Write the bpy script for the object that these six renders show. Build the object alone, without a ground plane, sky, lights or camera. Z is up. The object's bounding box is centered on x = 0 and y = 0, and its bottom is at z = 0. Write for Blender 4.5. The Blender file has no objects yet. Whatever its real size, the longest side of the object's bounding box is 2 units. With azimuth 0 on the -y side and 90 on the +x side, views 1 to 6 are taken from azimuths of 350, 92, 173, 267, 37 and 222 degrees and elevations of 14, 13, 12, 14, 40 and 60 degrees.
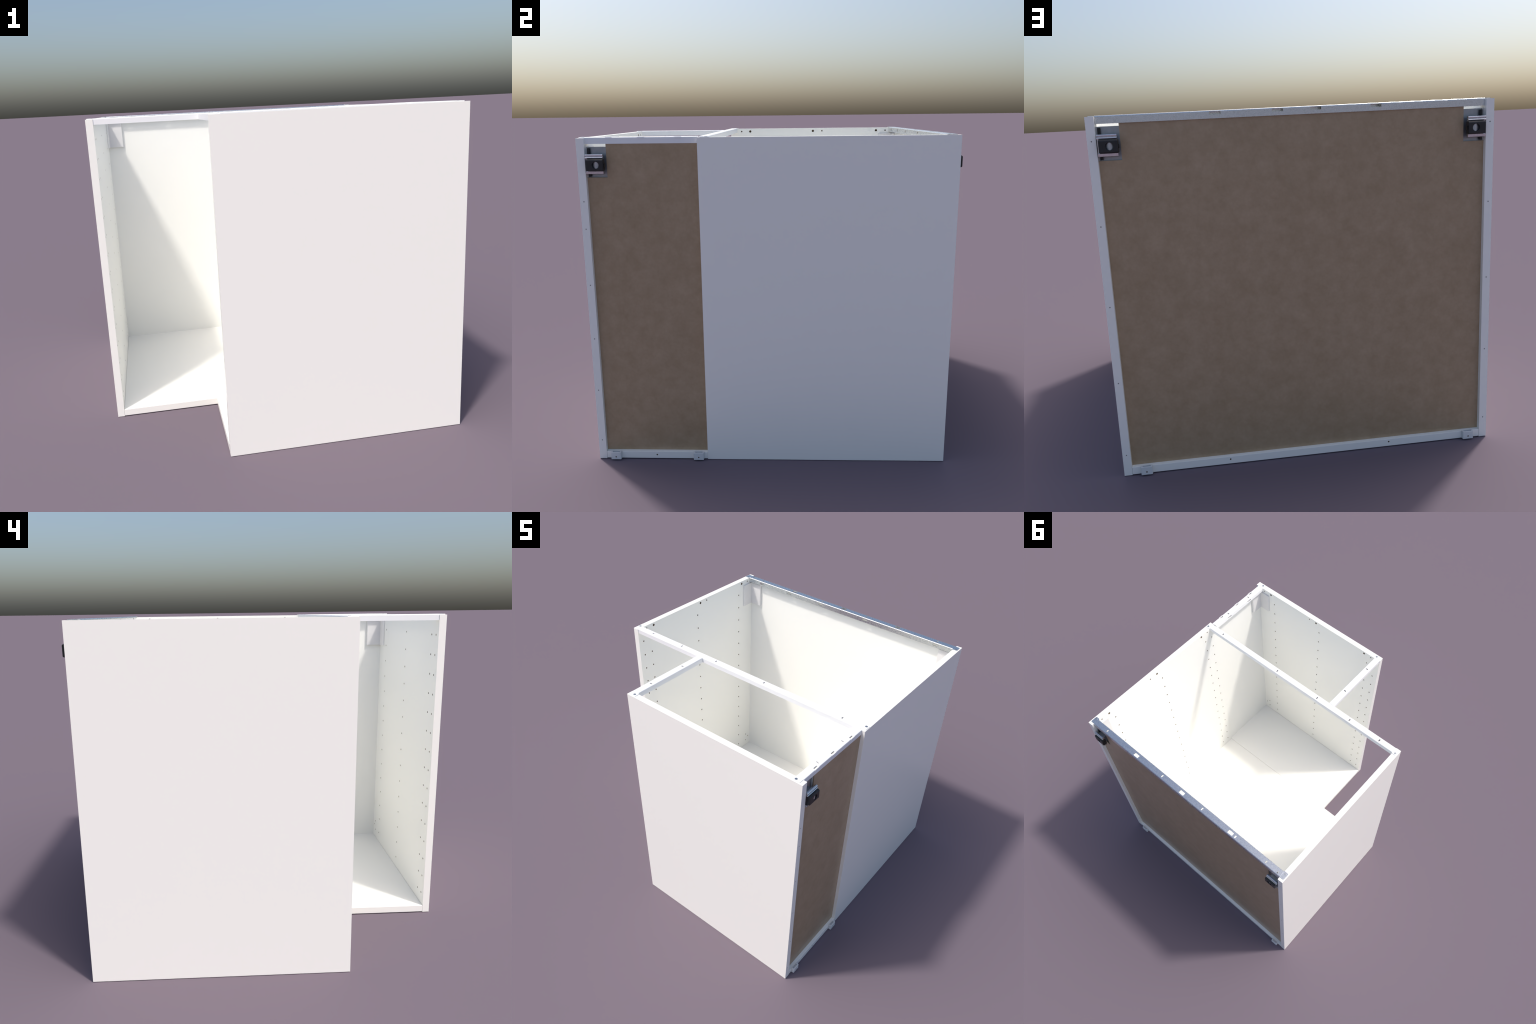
# White L-shaped corner base cabinet, open on top and on the inner corner:
# melamine panels drilled for shelf pins, hardboard backs, sheet-metal top
# rails, wall-hanging fittings and small mounting feet.
import bpy, bmesh, math
from mathutils import Vector, Matrix

# ------------------------------------------------------------------ sizes
T = 0.041            # panel thickness
NEAR = -1.0          # outer faces of the two end panels (x and y)
FAR = 0.976          # rear edges of the carcass (x and y)
NOTCH = -0.371       # inner corner of the L
H = 1.8275           # panel height
IN_LO = NEAR + T     # -0.959 inner face of end panels
IN_HI = FAR - T      #  0.935 inner face of the side panel
FLOOR0, FLOOR1 = 0.0025, 0.0435
HB_OUT, HB_IN = 0.9515, 0.9445    # hardboard faces
RAIL_TOP, RAIL_BOT, SHEET = 1.832, 1.7975, 0.004

# -------------------------------------------------------------- materials
def new_mat(name):
    m = bpy.data.materials.new(name)
    m.use_nodes = True
    nt = m.node_tree
    return m, nt, nt.nodes["Principled BSDF"]

def node(nt, kind, **kw):
    n = nt.nodes.new(kind)
    for k, v in kw.items():
        if k in n.inputs:
            n.inputs[k].default_value = v
        else:
            setattr(n, k, v)
    return n

def noise_mat(name, c1, c2, rough, scale, detail=4.0, metallic=0.0, bump=0.0,
              bump_scale=200.0, stretch=(1, 1, 1), spec=0.5, rough_var=0.0, lo=0.35, hi=0.65):
    m, nt, b = new_mat(name)
    tc = node(nt, "ShaderNodeTexCoord")
    mp = node(nt, "ShaderNodeMapping")
    mp.inputs["Scale"].default_value = stretch
    nt.links.new(tc.outputs["Object"], mp.inputs["Vector"])
    no = node(nt, "ShaderNodeTexNoise", Scale=scale, Detail=detail, Roughness=0.6)
    nt.links.new(mp.outputs["Vector"], no.inputs["Vector"])
    cr = node(nt, "ShaderNodeValToRGB")
    cr.color_ramp.elements[0].position, cr.color_ramp.elements[1].position = lo, hi
    cr.color_ramp.elements[0].color = (*c1, 1)
    cr.color_ramp.elements[1].color = (*c2, 1)
    nt.links.new(no.outputs["Fac"], cr.inputs["Fac"])
    nt.links.new(cr.outputs["Color"], b.inputs["Base Color"])
    b.inputs["Metallic"].default_value = metallic
    b.inputs["Roughness"].default_value = rough
    b.inputs["Specular IOR Level"].default_value = spec
    if rough_var:
        mr = node(nt, "ShaderNodeMapRange")
        mr.inputs["To Min"].default_value = rough - rough_var
        mr.inputs["To Max"].default_value = rough + rough_var
        nt.links.new(no.outputs["Fac"], mr.inputs["Value"])
        nt.links.new(mr.outputs["Result"], b.inputs["Roughness"])
    if bump:
        n2 = node(nt, "ShaderNodeTexNoise", Scale=bump_scale, Detail=2.0)
        nt.links.new(mp.outputs["Vector"], n2.inputs["Vector"])
        bp = node(nt, "ShaderNodeBump", Strength=bump, Distance=0.002)
        nt.links.new(n2.outputs["Fac"], bp.inputs["Height"])
        nt.links.new(bp.outputs["Normal"], b.inputs["Normal"])
    return m

WHITE = noise_mat("white_melamine", (0.985, 0.968, 0.914), (0.987, 0.970, 0.916), 0.30, 3.0, spec=0.5)
INNER = noise_mat("white_inner_faces", (0.974, 0.972, 0.920), (0.976, 0.974, 0.922), 0.30, 3.0, spec=0.5)  # slightly greener white, used on the inner faces
PAINT = noise_mat("white_painted_steel", (0.93, 0.93, 0.935), (0.94, 0.94, 0.945), 0.4, 20.0)
PLASTIC = noise_mat("white_plastic", (0.80, 0.79, 0.78), (0.82, 0.81, 0.80), 0.45, 15.0)
FOOTMAT = noise_mat("pale_plastic", (0.74, 0.76, 0.76), (0.78, 0.79, 0.79), 0.45, 15.0)
CHIP = noise_mat("chipboard_core", (0.20, 0.14, 0.085), (0.30, 0.22, 0.14), 0.9, 120.0)
RECESS = noise_mat("screw_recess", (0.36, 0.33, 0.31), (0.42, 0.39, 0.37), 0.7, 60.0)
BLACK = noise_mat("black_plastic", (0.012, 0.012, 0.013), (0.018, 0.018, 0.02), 0.42, 40.0)
STEEL = noise_mat("bright_steel", (0.62, 0.63, 0.66), (0.72, 0.73, 0.75), 0.25, 60.0, metallic=1.0)
DARKSTEEL = noise_mat("dull_steel", (0.42, 0.44, 0.46), (0.50, 0.52, 0.54), 0.4, 60.0, metallic=1.0)
PLATE = noise_mat("dark_grey_plate", (0.36, 0.38, 0.40), (0.42, 0.44, 0.46), 0.40, 30.0, metallic=0.9)  # dark grey seen inside the cut-out

def galvanised():
    m, nt, b = new_mat("galvanised_steel")
    tc = node(nt, "ShaderNodeTexCoord")
    vo = node(nt, "ShaderNodeTexVoronoi", Scale=220.0)
    nt.links.new(tc.outputs["Object"], vo.inputs["Vector"])
    no = node(nt, "ShaderNodeTexNoise", Scale=60.0, Detail=5.0)
    nt.links.new(tc.outputs["Object"], no.inputs["Vector"])
    hsv = node(nt, "ShaderNodeSeparateColor")
    nt.links.new(vo.outputs["Color"], hsv.inputs["Color"])
    mx = node(nt, "ShaderNodeMix", data_type="FLOAT")
    mx.inputs[0].default_value = 0.5
    nt.links.new(hsv.outputs[0], mx.inputs[2])
    nt.links.new(no.outputs["Fac"], mx.inputs[3])
    cr = node(nt, "ShaderNodeValToRGB")
    cr.color_ramp.elements[0].position, cr.color_ramp.elements[1].position = 0.2, 0.8
    cr.color_ramp.elements[0].color = (0.66, 0.68, 0.70, 1)
    cr.color_ramp.elements[1].color = (0.73, 0.75, 0.77, 1)
    nt.links.new(mx.outputs[0], cr.inputs["Fac"])
    nt.links.new(cr.outputs["Color"], b.inputs["Base Color"])
    mr = node(nt, "ShaderNodeMapRange")
    mr.inputs["To Min"].default_value = 0.24
    mr.inputs["To Max"].default_value = 0.34
    nt.links.new(mx.outputs[0], mr.inputs["Value"])
    nt.links.new(mr.outputs["Result"], b.inputs["Roughness"])
    b.inputs["Metallic"].default_value = 1.0
    return m
GALV = galvanised()

def hardboard():
    m, nt, b = new_mat("brown_hardboard")
    tc = node(nt, "ShaderNodeTexCoord")
    big = node(nt, "ShaderNodeTexNoise", Scale=13.0, Detail=8.0, Roughness=0.68)
    fine = node(nt, "ShaderNodeTexNoise", Scale=70.0, Detail=3.0, Roughness=0.6)
    for n in (big, fine):
        nt.links.new(tc.outputs["Object"], n.inputs["Vector"])
    mx = node(nt, "ShaderNodeMix", data_type="FLOAT")
    mx.inputs[0].default_value = 0.25
    nt.links.new(big.outputs["Fac"], mx.inputs[2])
    nt.links.new(fine.outputs["Fac"], mx.inputs[3])
    cr = node(nt, "ShaderNodeValToRGB")
    e = cr.color_ramp.elements
    e[0].position, e[1].position = 0.32, 0.68
    e[0].color = (0.366, 0.260, 0.156, 1)
    e[1].color = (0.460, 0.338, 0.222, 1)
    nt.links.new(mx.outputs[0], cr.inputs["Fac"])
    nt.links.new(cr.outputs["Color"], b.inputs["Base Color"])
    b.inputs["Roughness"].default_value = 0.33
    b.inputs["Specular IOR Level"].default_value = 0.5
    return m
BROWN = hardboard()

# ------------------------------------------------------------ mesh helpers
root = bpy.data.objects.new("corner_cabinet", None)
bpy.context.collection.objects.link(root)
root["label"] = "white L-shaped corner base cabinet with open top"
root["category"] = "kitchen cabinet"

def bm_box(bm, lo, hi, mat=0):
    vs = [bm.verts.new((x, y, z)) for x in (lo[0], hi[0]) for y in (lo[1], hi[1]) for z in (lo[2], hi[2])]
    quads = [(0, 1, 3, 2), (4, 6, 7, 5), (0, 4, 5, 1), (2, 3, 7, 6), (0, 2, 6, 4), (1, 5, 7, 3)]
    fs = [bm.faces.new([vs[i] for i in q]) for q in quads]
    for f in fs:
        f.material_index = mat
    return fs

def bm_prism(bm, outline, axis, a, b, mat=0):
    """Extrude a 2D outline along an axis (0 x, 1 y, 2 z) from a to b."""
    def put(p, t):
        c = list(p)
        c.insert(axis, t)
        return bm.verts.new(c)
    lo = [put(p, a) for p in outline]
    hi = [put(p, b) for p in outline]
    n = len(outline)
    fs = [bm.faces.new(lo), bm.faces.new(hi[::-1])]
    for i in range(n):
        fs.append(bm.faces.new([lo[i], hi[i], hi[(i + 1) % n], lo[(i + 1) % n]]))
    for f in fs:
        f.material_index = mat
    return fs

def disc(cx, cy, r, n=20):
    return [(cx + r * math.cos(2 * math.pi * i / n), cy + r * math.sin(2 * math.pi * i / n)) for i in range(n)]

def round_rect(x0, x1, y0, y1, r, n=4):
    pts = []
    for cx, cy, a in ((x1 - r, y1 - r, 0), (x0 + r, y1 - r, 90), (x0 + r, y0 + r, 180), (x1 - r, y0 + r, 270)):
        for i in range(n + 1):
            t = math.radians(a + 90 * i / n)
            pts.append((cx + r * math.cos(t), cy + r * math.sin(t)))
    return pts

def keyhole(cx, cy, length, along):
    """Slot with one round, wider end; 'along' is the 2D axis it runs on."""
    w, r, L = 0.0042, 0.0060, length / 2
    t0 = math.acos(-w / r)
    pts = [(-w, L)]
    for i in range(11):
        t = t0 + (3 * math.pi - 2 * t0) * i / 10
        pts.append((r * math.cos(t), -L + r + r * math.sin(t)))
    pts.append((w, L))
    if along == 0:
        pts = [(p[1], p[0]) for p in pts]
    return [(cx + p[0], cy + p[1]) for p in pts]

def to_mesh(name, bm, mats):
    bmesh.ops.recalc_face_normals(bm, faces=bm.faces)
    me = bpy.data.meshes.new(name)
    bm.to_mesh(me)
    bm.free()
    for m in mats:
        me.materials.append(m)
    return me

def add(name, bm, mats, parent=root):
    me = bm if isinstance(bm, bpy.types.Mesh) else to_mesh(name, bm, mats)
    ob = bpy.data.objects.new(name, me)
    bpy.context.collection.objects.link(ob)
    ob.parent = parent
    return ob

def bevel_edges(bm, width, segs=2, test=None):
    es = [e for e in bm.edges if len(e.link_faces) == 2 and e.calc_face_angle(0) > 0.6 and (test is None or test(e))]
    bmesh.ops.bevel(bm, geom=es, offset=width, segments=segs, profile=0.5, affect="EDGES")

def carve(ob, cutter_bm, mats):
    """Subtract a cutter mesh; its faces keep the material slot they carry."""
    me = to_mesh("cutter", cutter_bm, mats)
    cut = bpy.data.objects.new("cutter", me)
    bpy.context.collection.objects.link(cut)
    md = ob.modifiers.new("cut", "BOOLEAN")
    md.operation, md.solver, md.object = "DIFFERENCE", "EXACT", cut
    md.use_self = False
    bpy.context.view_layer.update()
    dg = bpy.context.evaluated_depsgraph_get()
    res = bpy.data.meshes.new_from_object(ob.evaluated_get(dg))
    ob.modifiers.clear()
    old = ob.data
    ob.data = res
    res.name = old.name
    bpy.data.meshes.remove(old)
    bpy.data.objects.remove(cut)
    bpy.data.meshes.remove(me)
    return ob

# --------------------------------------------------- drilled side panels
PITCH, PIN0 = 0.11434, 0.1145
PIN_COLUMNS = (-0.3255, -0.2525, 0.2595, 0.7715)
def pin_holes():
    """(position along the panel, height, radius) of every drilling."""
    out = [(s, PIN0 + i * PITCH, 0.0058) for s in PIN_COLUMNS for i in range(15)]
    out += [(s, 1.8058, 0.0092) for s in (-0.2140, 0.2978, 0.8094)]
    out += [(s, 1.8058, 0.0058) for s in (-0.2840, 0.3708, 0.8831)]
    out += [(0.8827, 0.1754, 0.0055), (0.9193, 0.1376, 0.0055), (0.8827, 0.1016, 0.0055)]
    return out

def panel(name, lo, hi, axis, face, inward, edge_screws, edge_axis):
    """Board with a grid of holes in its inner face and screw holes in its rear edge."""
    bm = bmesh.new()
    bm_box(bm, lo, hi)
    bevel_edges(bm, 0.0016, 2)
    for f in bm.faces:
        if abs(f.calc_center_median()[axis] - face) < 1e-4 and f.calc_area() > 0.1:
            f.material_index = 2
    ob = add(name, bm, [WHITE, CHIP, INNER, RECESS])
    cb = bmesh.new()
    for s, z, r in pin_holes():
        a, b = face + inward * 0.004, face - inward * 0.022
        bm_prism(cb, disc(s, z, r, 14), axis, min(a, b), max(a, b), 1)
    mid = (lo[axis] + hi[axis]) / 2
    for z in edge_screws:
        bm_prism(cb, disc(mid, z, 0.0033, 10), edge_axis, FAR - 0.003, FAR + 0.004, 3)
    return carve(ob, cb, [WHITE, CHIP, INNER, RECESS])

five = [0.1155 + i * 0.4 for i in range(5)]
six = (0.1164, 0.4262, 0.7335, 1.0418, 1.3518, 1.4985)
panel("end_panel", (NEAR, NOTCH, 0), (IN_LO, FAR, H), 0, IN_LO, 1, five, 1)
panel("end_panel", (NOTCH, NEAR, 0), (FAR, IN_LO, H), 1, IN_LO, 1, six, 0)
panel("side_panel", (IN_HI, NOTCH, 0), (FAR, FAR, H), 0, IN_HI, -1, five, 1)

# ------------------------------------------------------------ floor boards
def floor(lo, hi, screws, axis):
    bm = bmesh.new()
    bm_box(bm, lo, hi)
    bmesh.ops.recalc_face_normals(bm, faces=bm.faces)
    bevel_edges(bm, 0.0014, 2)
    for f in bm.faces:
        if f.normal.z > 0.9 and f.calc_area() > 0.1:
            f.material_index = 2
    ob = add("floor_board", bm, [WHITE, CHIP, INNER, RECESS])
    cb = bmesh.new()
    for s, z in screws:
        bm_prism(cb, disc(s, z, 0.0045, 10), axis, FAR - 0.012, FAR + 0.004, 1)
    return carve(ob, cb, [WHITE, CHIP, INNER, RECESS])

g = 0.0006
floor((IN_LO + g, NOTCH + g, FLOOR0), (IN_HI - g, FAR - 0.001, FLOOR1), [(0.4213, 0.028), (-0.443, 0.028)], 1)
floor((NOTCH + g, IN_LO + g, FLOOR0), (FAR - 0.001, NOTCH - g, FLOOR1), [(-0.6655, 0.0245)], 0)

# --------------------------------------- hardboard backs with corner cut-outs
CUT_W, CUT_Z, HB_TOP = 0.107, 1.6235, 1.811
def back_board(axis, a, b, cut_a, cut_b):
    """Thin sheet, brown outside and white inside; upper corners notched."""
    z0 = FLOOR1 - 0.002
    pts = [(a, z0), (b, z0)]
    pts += [(b, CUT_Z), (b - CUT_W, CUT_Z), (b - CUT_W, HB_TOP)] if cut_b else [(b, HB_TOP)]
    pts += [(a + CUT_W, HB_TOP), (a + CUT_W, CUT_Z), (a, CUT_Z)] if cut_a else [(a, HB_TOP)]
    bm = bmesh.new()
    fs = bm_prism(bm, pts, axis, HB_IN, HB_OUT, 0)
    for f in fs:
        if abs(f.calc_center_median()[axis] - HB_IN) < 1e-5:
            f.material_index = 1
    return add("back_board", bm, [BROWN, INNER])

back_board(1, IN_LO, IN_HI, True, True)
back_board(0, IN_LO, NOTCH + 0.003, True, False)

# ------------------------------------------------------------- top rails
def rail(axis, a, b, p0, p1, mat, slots=(), wells=(), edge_cuts=(), inner_slots=(), tabs=(), ears=(), name="top_rail",
         bottom=RAIL_BOT, lip=0.0):
    """Folded channel, open below: runs on 'axis' from a to b, p0..p1 across."""
    other = 1 - axis
    def lohi(s0, s1, q0, q1, z0, z1):
        lo, hi = [0, 0, z0], [0, 0, z1]
        lo[axis], hi[axis], lo[other], hi[other] = s0, s1, q0, q1
        return lo, hi
    # folded sheet profile: rounded upper folds, optional in-turned lower lips
    c, t = 0.0055, SHEET
    fold = [(c * (1 - math.cos(k * math.pi / 8)), c * (1 - math.sin(k * math.pi / 8))) for k in range(5)]             # from side face to top face
    half = [(p0, bottom)] + [(p0 + d, RAIL_TOP - h) for d, h in fold]
    inner = [(p0 + t, RAIL_TOP - t - 0.001), (p0 + t, bottom)]
    if lip:
        inner = [(p0 + t, RAIL_TOP - t - 0.001), (p0 + t, bottom + 0.003), (p0 + lip, bottom + 0.003), (p0 + lip, bottom)]
    mir = lambda pts: [(p0 + p1 - q, z) for q, z in reversed(pts)]
    prof = half + mir(half) + mir(inner) + inner
    bm = bmesh.new()
    bm_prism(bm, prof, axis, a, b)
    ob = add(name, bm, [mat])
    def top(cb, outline):
        bm_prism(cb, outline, 2, RAIL_TOP - 0.008, RAIL_TOP + 0.006)
    def cut_slots(cb):
        for s, q in slots:
            c = (s, q) if axis == 0 else (q, s)
            top(cb, keyhole(c[0], c[1], 0.021, other))
    def cut_wells(cb):
        for s, q, ws, wq in wells:
            x, y, wx, wy = (s, q, ws, wq) if axis == 0 else (q, s, wq, ws)
            top(cb, round_rect(x - wx / 2, x + wx / 2, y - wy / 2, y + wy / 2, 0.003, 3))
    def cut_edges(cb):
        for s, w, q0, q1, z0, z1 in edge_cuts:
            bm_box(cb, *lohi(s - w / 2, s + w / 2, q0, q1, z0, z1))
    def cut_inner(cb):
        for s, w, q in inner_slots:
            bm_prism(cb, round_rect(s - w / 2, s + w / 2, 1.8065, 1.8220, 0.004, 3), other, q - 0.006, q + 0.008)
    for cut in (cut_slots, cut_wells, cut_edges, cut_inner):
        cb = bmesh.new()
        cut(cb)
        if len(cb.faces):
            carve(ob, cb, [mat])
        else:
            cb.free()
    # tongues that lie on the panel tops, each with a bolt
    bm = bmesh.new()
    bm.from_mesh(ob.data)
    for s0, s1, q0, q1 in tabs:
        o = round_rect(min(s0, s1), max(s0, s1), q0, q1, 0.007, 4)
        if axis == 1:
            o = [(p[1], p[0]) for p in o]
        bm_prism(bm, o, 2, RAIL_TOP - SHEET - 0.0004, RAIL_TOP - 0.0005)
    for s, w in ears:                         # small lugs pressed out of the outer fold
        o = [(p1 - 0.004, RAIL_TOP - 0.0006), (p1 + 0.0008, RAIL_TOP - 0.0006), (p1 + 0.0018, RAIL_TOP - 0.003),
             (p1 + 0.0014, RAIL_TOP - 0.009), (p1 - 0.001, RAIL_TOP - 0.010)]
        bm_prism(bm, o, axis, s - w / 2, s + w / 2)
    bmesh.ops.recalc_face_normals(bm, faces=bm.faces)
    bm.to_mesh(ob.data)
    bm.free()
    return ob

rail_front = rail(0, IN_LO, IN_HI, -0.3675, -0.3188, PAINT,
     slots=[(s, -0.3415) for s in (0.799, 0.196, -0.2185, -0.539, -0.822)],
     tabs=[(-0.993, IN_LO + 0.004, -0.366, -0.312), (IN_HI - 0.004, 0.972, -0.359, -0.309)], lip=0.019)
rail_notch = rail(1, IN_LO, -0.368, -0.3675, -0.3188, PAINT,
     slots=[(s, -0.3415) for s in (-0.8245, -0.5385)],
     tabs=[(-0.993, IN_LO + 0.004, -0.366, -0.309)], lip=0.019)
rail_side = rail(1, IN_LO, -0.3725, 0.9045, 0.9543, PAINT,
     slots=[(s, 0.9275) for s in (-0.7925, -0.5405)],
     wells=[(s, 0.9430, 0.032, 0.012) for s in (-0.8345, -0.6655, -0.473)],
     ears=[(s, 0.036) for s in (-0.8345, -0.6655, -0.473)],
     inner_slots=[(s, 0.042, 0.9045) for s in (-0.780, -0.533)],
     tabs=[(-0.993, IN_LO + 0.004, 0.903, 0.951)], lip=0.019)
rail_back = rail(0, IN_LO + 0.001, IN_HI - 0.001, 0.9085, 0.9592, GALV,
     slots=[(s, 0.9345) for s in (0.801, 0.196, -0.2126, -0.821)],
     wells=[(0.470, 0.9375, 0.044, 0.024), (-0.012, 0.9375, 0.044, 0.024), (-0.492, 0.937, 0.044, 0.024),
            (-0.5375, 0.9375, 0.011, 0.020), (-0.929, 0.940, 0.007, 0.022)],
     edge_cuts=[(s, 0.054, 0.950, 0.97, 1.8125, 1.8275) for s in (0.3787, 0.081, -0.1045, -0.403)],
     inner_slots=[(s, 0.042, 0.9085) for s in (-0.816, -0.526, -0.2135, 0.200, 0.800)],
     tabs=[(-0.993, IN_LO + 0.004, 0.903, 0.956), (IN_HI - 0.004, 0.967, 0.901, 0.956)], bottom=1.7945)

# bolts through the rail tongues
bm = bmesh.new()
bm_prism(bm, disc(0, 0, 0.0085, 16), 2, 0, 0.0016)
bevel_edges(bm, 0.0006, 1)
cup = to_mesh("bolt", bm, [DARKSTEEL])
for x, y, r in ((-0.979, -0.3255, rail_front), (0.957, -0.326, rail_front), (-0.3263, -0.9785, rail_notch),
                (0.919, -0.980, rail_side), (0.9545, 0.915, rail_back), (-0.9755, 0.917, rail_back)):
    b = add("bolt", cup, None, r)
    b.location = (x, y, RAIL_TOP - 0.0007)

# -------------------------------------------- wall fittings in three corners
def corner_set(to_xy):
    """Local u runs from the panel's inner face, w outward, both in metres."""
    def prism(outline, u0, u1, bm, mat=0):          # outline in (w, z), run along u
        fs = []
        ring = []
        for u in (u0, u1):
            ring.append([bm.verts.new((*to_xy(u, w), z)) for w, z in outline])
        n = len(outline)
        fs.append(bm.faces.new(ring[0]))
        fs.append(bm.faces.new(ring[1][::-1]))
        for i in range(n):
            fs.append(bm.faces.new([ring[0][i], ring[1][i], ring[1][(i + 1) % n], ring[0][(i + 1) % n]]))
        for f in fs:
            f.material_index = mat
    def box(u0, u1, w0, w1, z0, z1, bm, mat=0):
        prism([(w0, z0), (w1, z0), (w1, z1), (w0, z1)], u0, u1, bm, mat)
    # L-shaped white cover inside the cabinet: a shell whose rear leg is hollow behind
    tu, tw, leg_u, leg_w, z0, z1 = 0.011, 0.0165, 0.112, 0.1135, 1.5985, 1.782
    e = HB_IN - 0.0005
    bm = bmesh.new()
    o = [(0.0005, e), (0.0005, e - leg_w), (0.004, e - leg_w), (tu, e - leg_w + 0.008), (tu, e - tw),
         (leg_u - 0.004, e - tw), (leg_u, e - tw + 0.004), (leg_u, e),
         (leg_u - 0.004, e), (leg_u - 0.004, e - tw + 0.004), (0.004, e - tw + 0.004), (0.004, e)]
    lo = [bm.verts.new((*to_xy(*p), z0)) for p in o]
    hi = [bm.verts.new((*to_xy(*p), z1)) for p in o]
    bm.faces.new(lo); bm.faces.new(hi[::-1])
    for i in range(len(o)):
        bm.faces.new([lo[i], hi[i], hi[(i + 1) % len(o)], lo[(i + 1) % len(o)]])
    add("corner_cover", bm, [PLASTIC])
    # bracket: dark grey plate in the cut-out, bright hook, black clamp, adjusting bolt
    bm = bmesh.new()
    box(0.0045, 0.1075, HB_IN - 0.0118, HB_IN - 0.0085, 1.6005, 1.7805, bm)
    box(0.0045, 0.1075, HB_IN - 0.0085, HB_IN - 0.0005, 1.6005, 1.6140, bm)
    box(0.020, 0.080, HB_IN - 0.0085, 0.972, 1.660, 1.722, bm)
    plate = add("wall_bracket", bm, [PLATE])
    bm = bmesh.new()
    hook = [(0.968, 1.7435), (0.9775, 1.7470), (0.983, 1.7455), (0.986, 1.7415), (0.985, 1.7370), (0.980, 1.7350),
            (0.980, 1.7325), (0.985, 1.7320), (0.988, 1.7285), (0.986, 1.7240), (0.974, 1.7220),
            (0.974, 1.6600), (0.985, 1.6580), (0.983, 1.6450), (0.976, 1.6430), (0.968, 1.6430)]
    prism(hook, 0.0045, 0.0965, bm)
    add("bracket_hook", bm, [STEEL], plate)
    bm = bmesh.new()
    prism([(0.966, 1.6605), (0.997, 1.6605), (1.000, 1.6650), (1.000, 1.7150), (0.994, 1.7215), (0.966, 1.7215)],
          0.0115, 0.1000, bm)
    bmesh.ops.recalc_face_normals(bm, faces=bm.faces)
    bevel_edges(bm, 0.002, 2)
    clamp = add("bracket_clamp", bm, [BLACK], plate)
    cu, cz, r = 0.0605, 1.6905, 0.0185
    cb = bmesh.new()
    ring = []
    for w in (0.984, 1.01):
        ring.append([cb.verts.new((*to_xy(cu + p[0], w), cz + p[1])) for p in disc(0, 0, r, 28)])
    cb.faces.new(ring[0]); cb.faces.new(ring[1][::-1])
    for i in range(28):
        cb.faces.new([ring[0][i], ring[1][i], ring[1][(i + 1) % 28], ring[0][(i + 1) % 28]])
    carve(clamp, cb, [BLACK])
    bm = bmesh.new()                                   # nub on the clamp's free side
    box(0.0995, 0.1035, 0.970, 0.990, 1.680, 1.700, bm)
    add("clamp_catch", bm, [BLACK], plate)
    bm = bmesh.new()                                   # screw head, ridged down the middle
    n = 24
    c = [bm.verts.new((*to_xy(cu + 0.0178 * math.cos(2 * math.pi * i / n),
                              0.9965 - 0.007 * abs(math.cos(2 * math.pi * i / n))),
                       cz + 0.0178 * math.sin(2 * math.pi * i / n))) for i in range(n)]
    d = [bm.verts.new((*to_xy(cu + 0.0178 * math.cos(2 * math.pi * i / n), 0.9835),
                       cz + 0.0178 * math.sin(2 * math.pi * i / n))) for i in range(n)]
    q = n // 4
    bm.faces.new(c[q:3 * q + 1])
    bm.faces.new(c[3 * q:] + c[:q + 1])
    bm.faces.new(d[::-1])
    for i in range(n):
        bm.faces.new([c[i], d[i], d[(i + 1) % n], c[(i + 1) % n]])
    add("bracket_screw", bm, [DARKSTEEL], plate)
    bm = bmesh.new()                                   # upright adjusting bolt beside the panel
    o = disc(0, 0, 0.0065, 14)
    lo = [bm.verts.new((*to_xy(0.014 + p[0], 0.9480 + p[1]), 1.628)) for p in o]
    hi = [bm.verts.new((*to_xy(0.014 + p[0], 0.9480 + p[1]), 1.776)) for p in o]
    bm.faces.new(lo); bm.faces.new(hi[::-1])
    for i in range(14):
        bm.faces.new([lo[i], hi[i], hi[(i + 1) % 14], lo[(i + 1) % 14]])
    add("bracket_bolt", bm, [BLACK], plate)

corner_set(lambda u, w: (w, IN_LO + u))       # rear edge of the front end panel
corner_set(lambda u, w: (IN_LO + u, w))       # rear edge of the other end panel
corner_set(lambda u, w: (IN_HI - u, w))       # rear edge of the side panel

# ----------------------------------------------------------- mounting feet
bm = bmesh.new()
bm_prism(bm, [(-0.031, 0.0), (0.031, 0.0), (0.0285, 0.021), (-0.0285, 0.021)], 2, 0.005, 0.049)
bmesh.ops.recalc_face_normals(bm, faces=bm.faces)
bevel_edges(bm, 0.0015, 2)
foot = add("mounting_foot", bm, [FOOTMAT, CHIP])
cb = bmesh.new()
bm_box(cb, (-0.021, 0.003, 0.033), (0.021, 0.015, 0.06))
bm_prism(cb, disc(0.0, 0.021, 0.0042, 10), 1, 0.012, 0.03, 1)
carve(foot, cb, [FOOTMAT, CHIP])
spots = [(0.858, FAR, 0), (-0.888, FAR, 0), (FAR, -0.8995, -math.pi / 2), (FAR, -0.4215, -math.pi / 2)]
for i, (x, y, a) in enumerate(spots):
    ob = foot if i == 0 else foot.copy()
    if i:
        bpy.context.collection.objects.link(ob)
    ob.location = (x, y, 0)
    ob.rotation_euler = (0, 0, a)
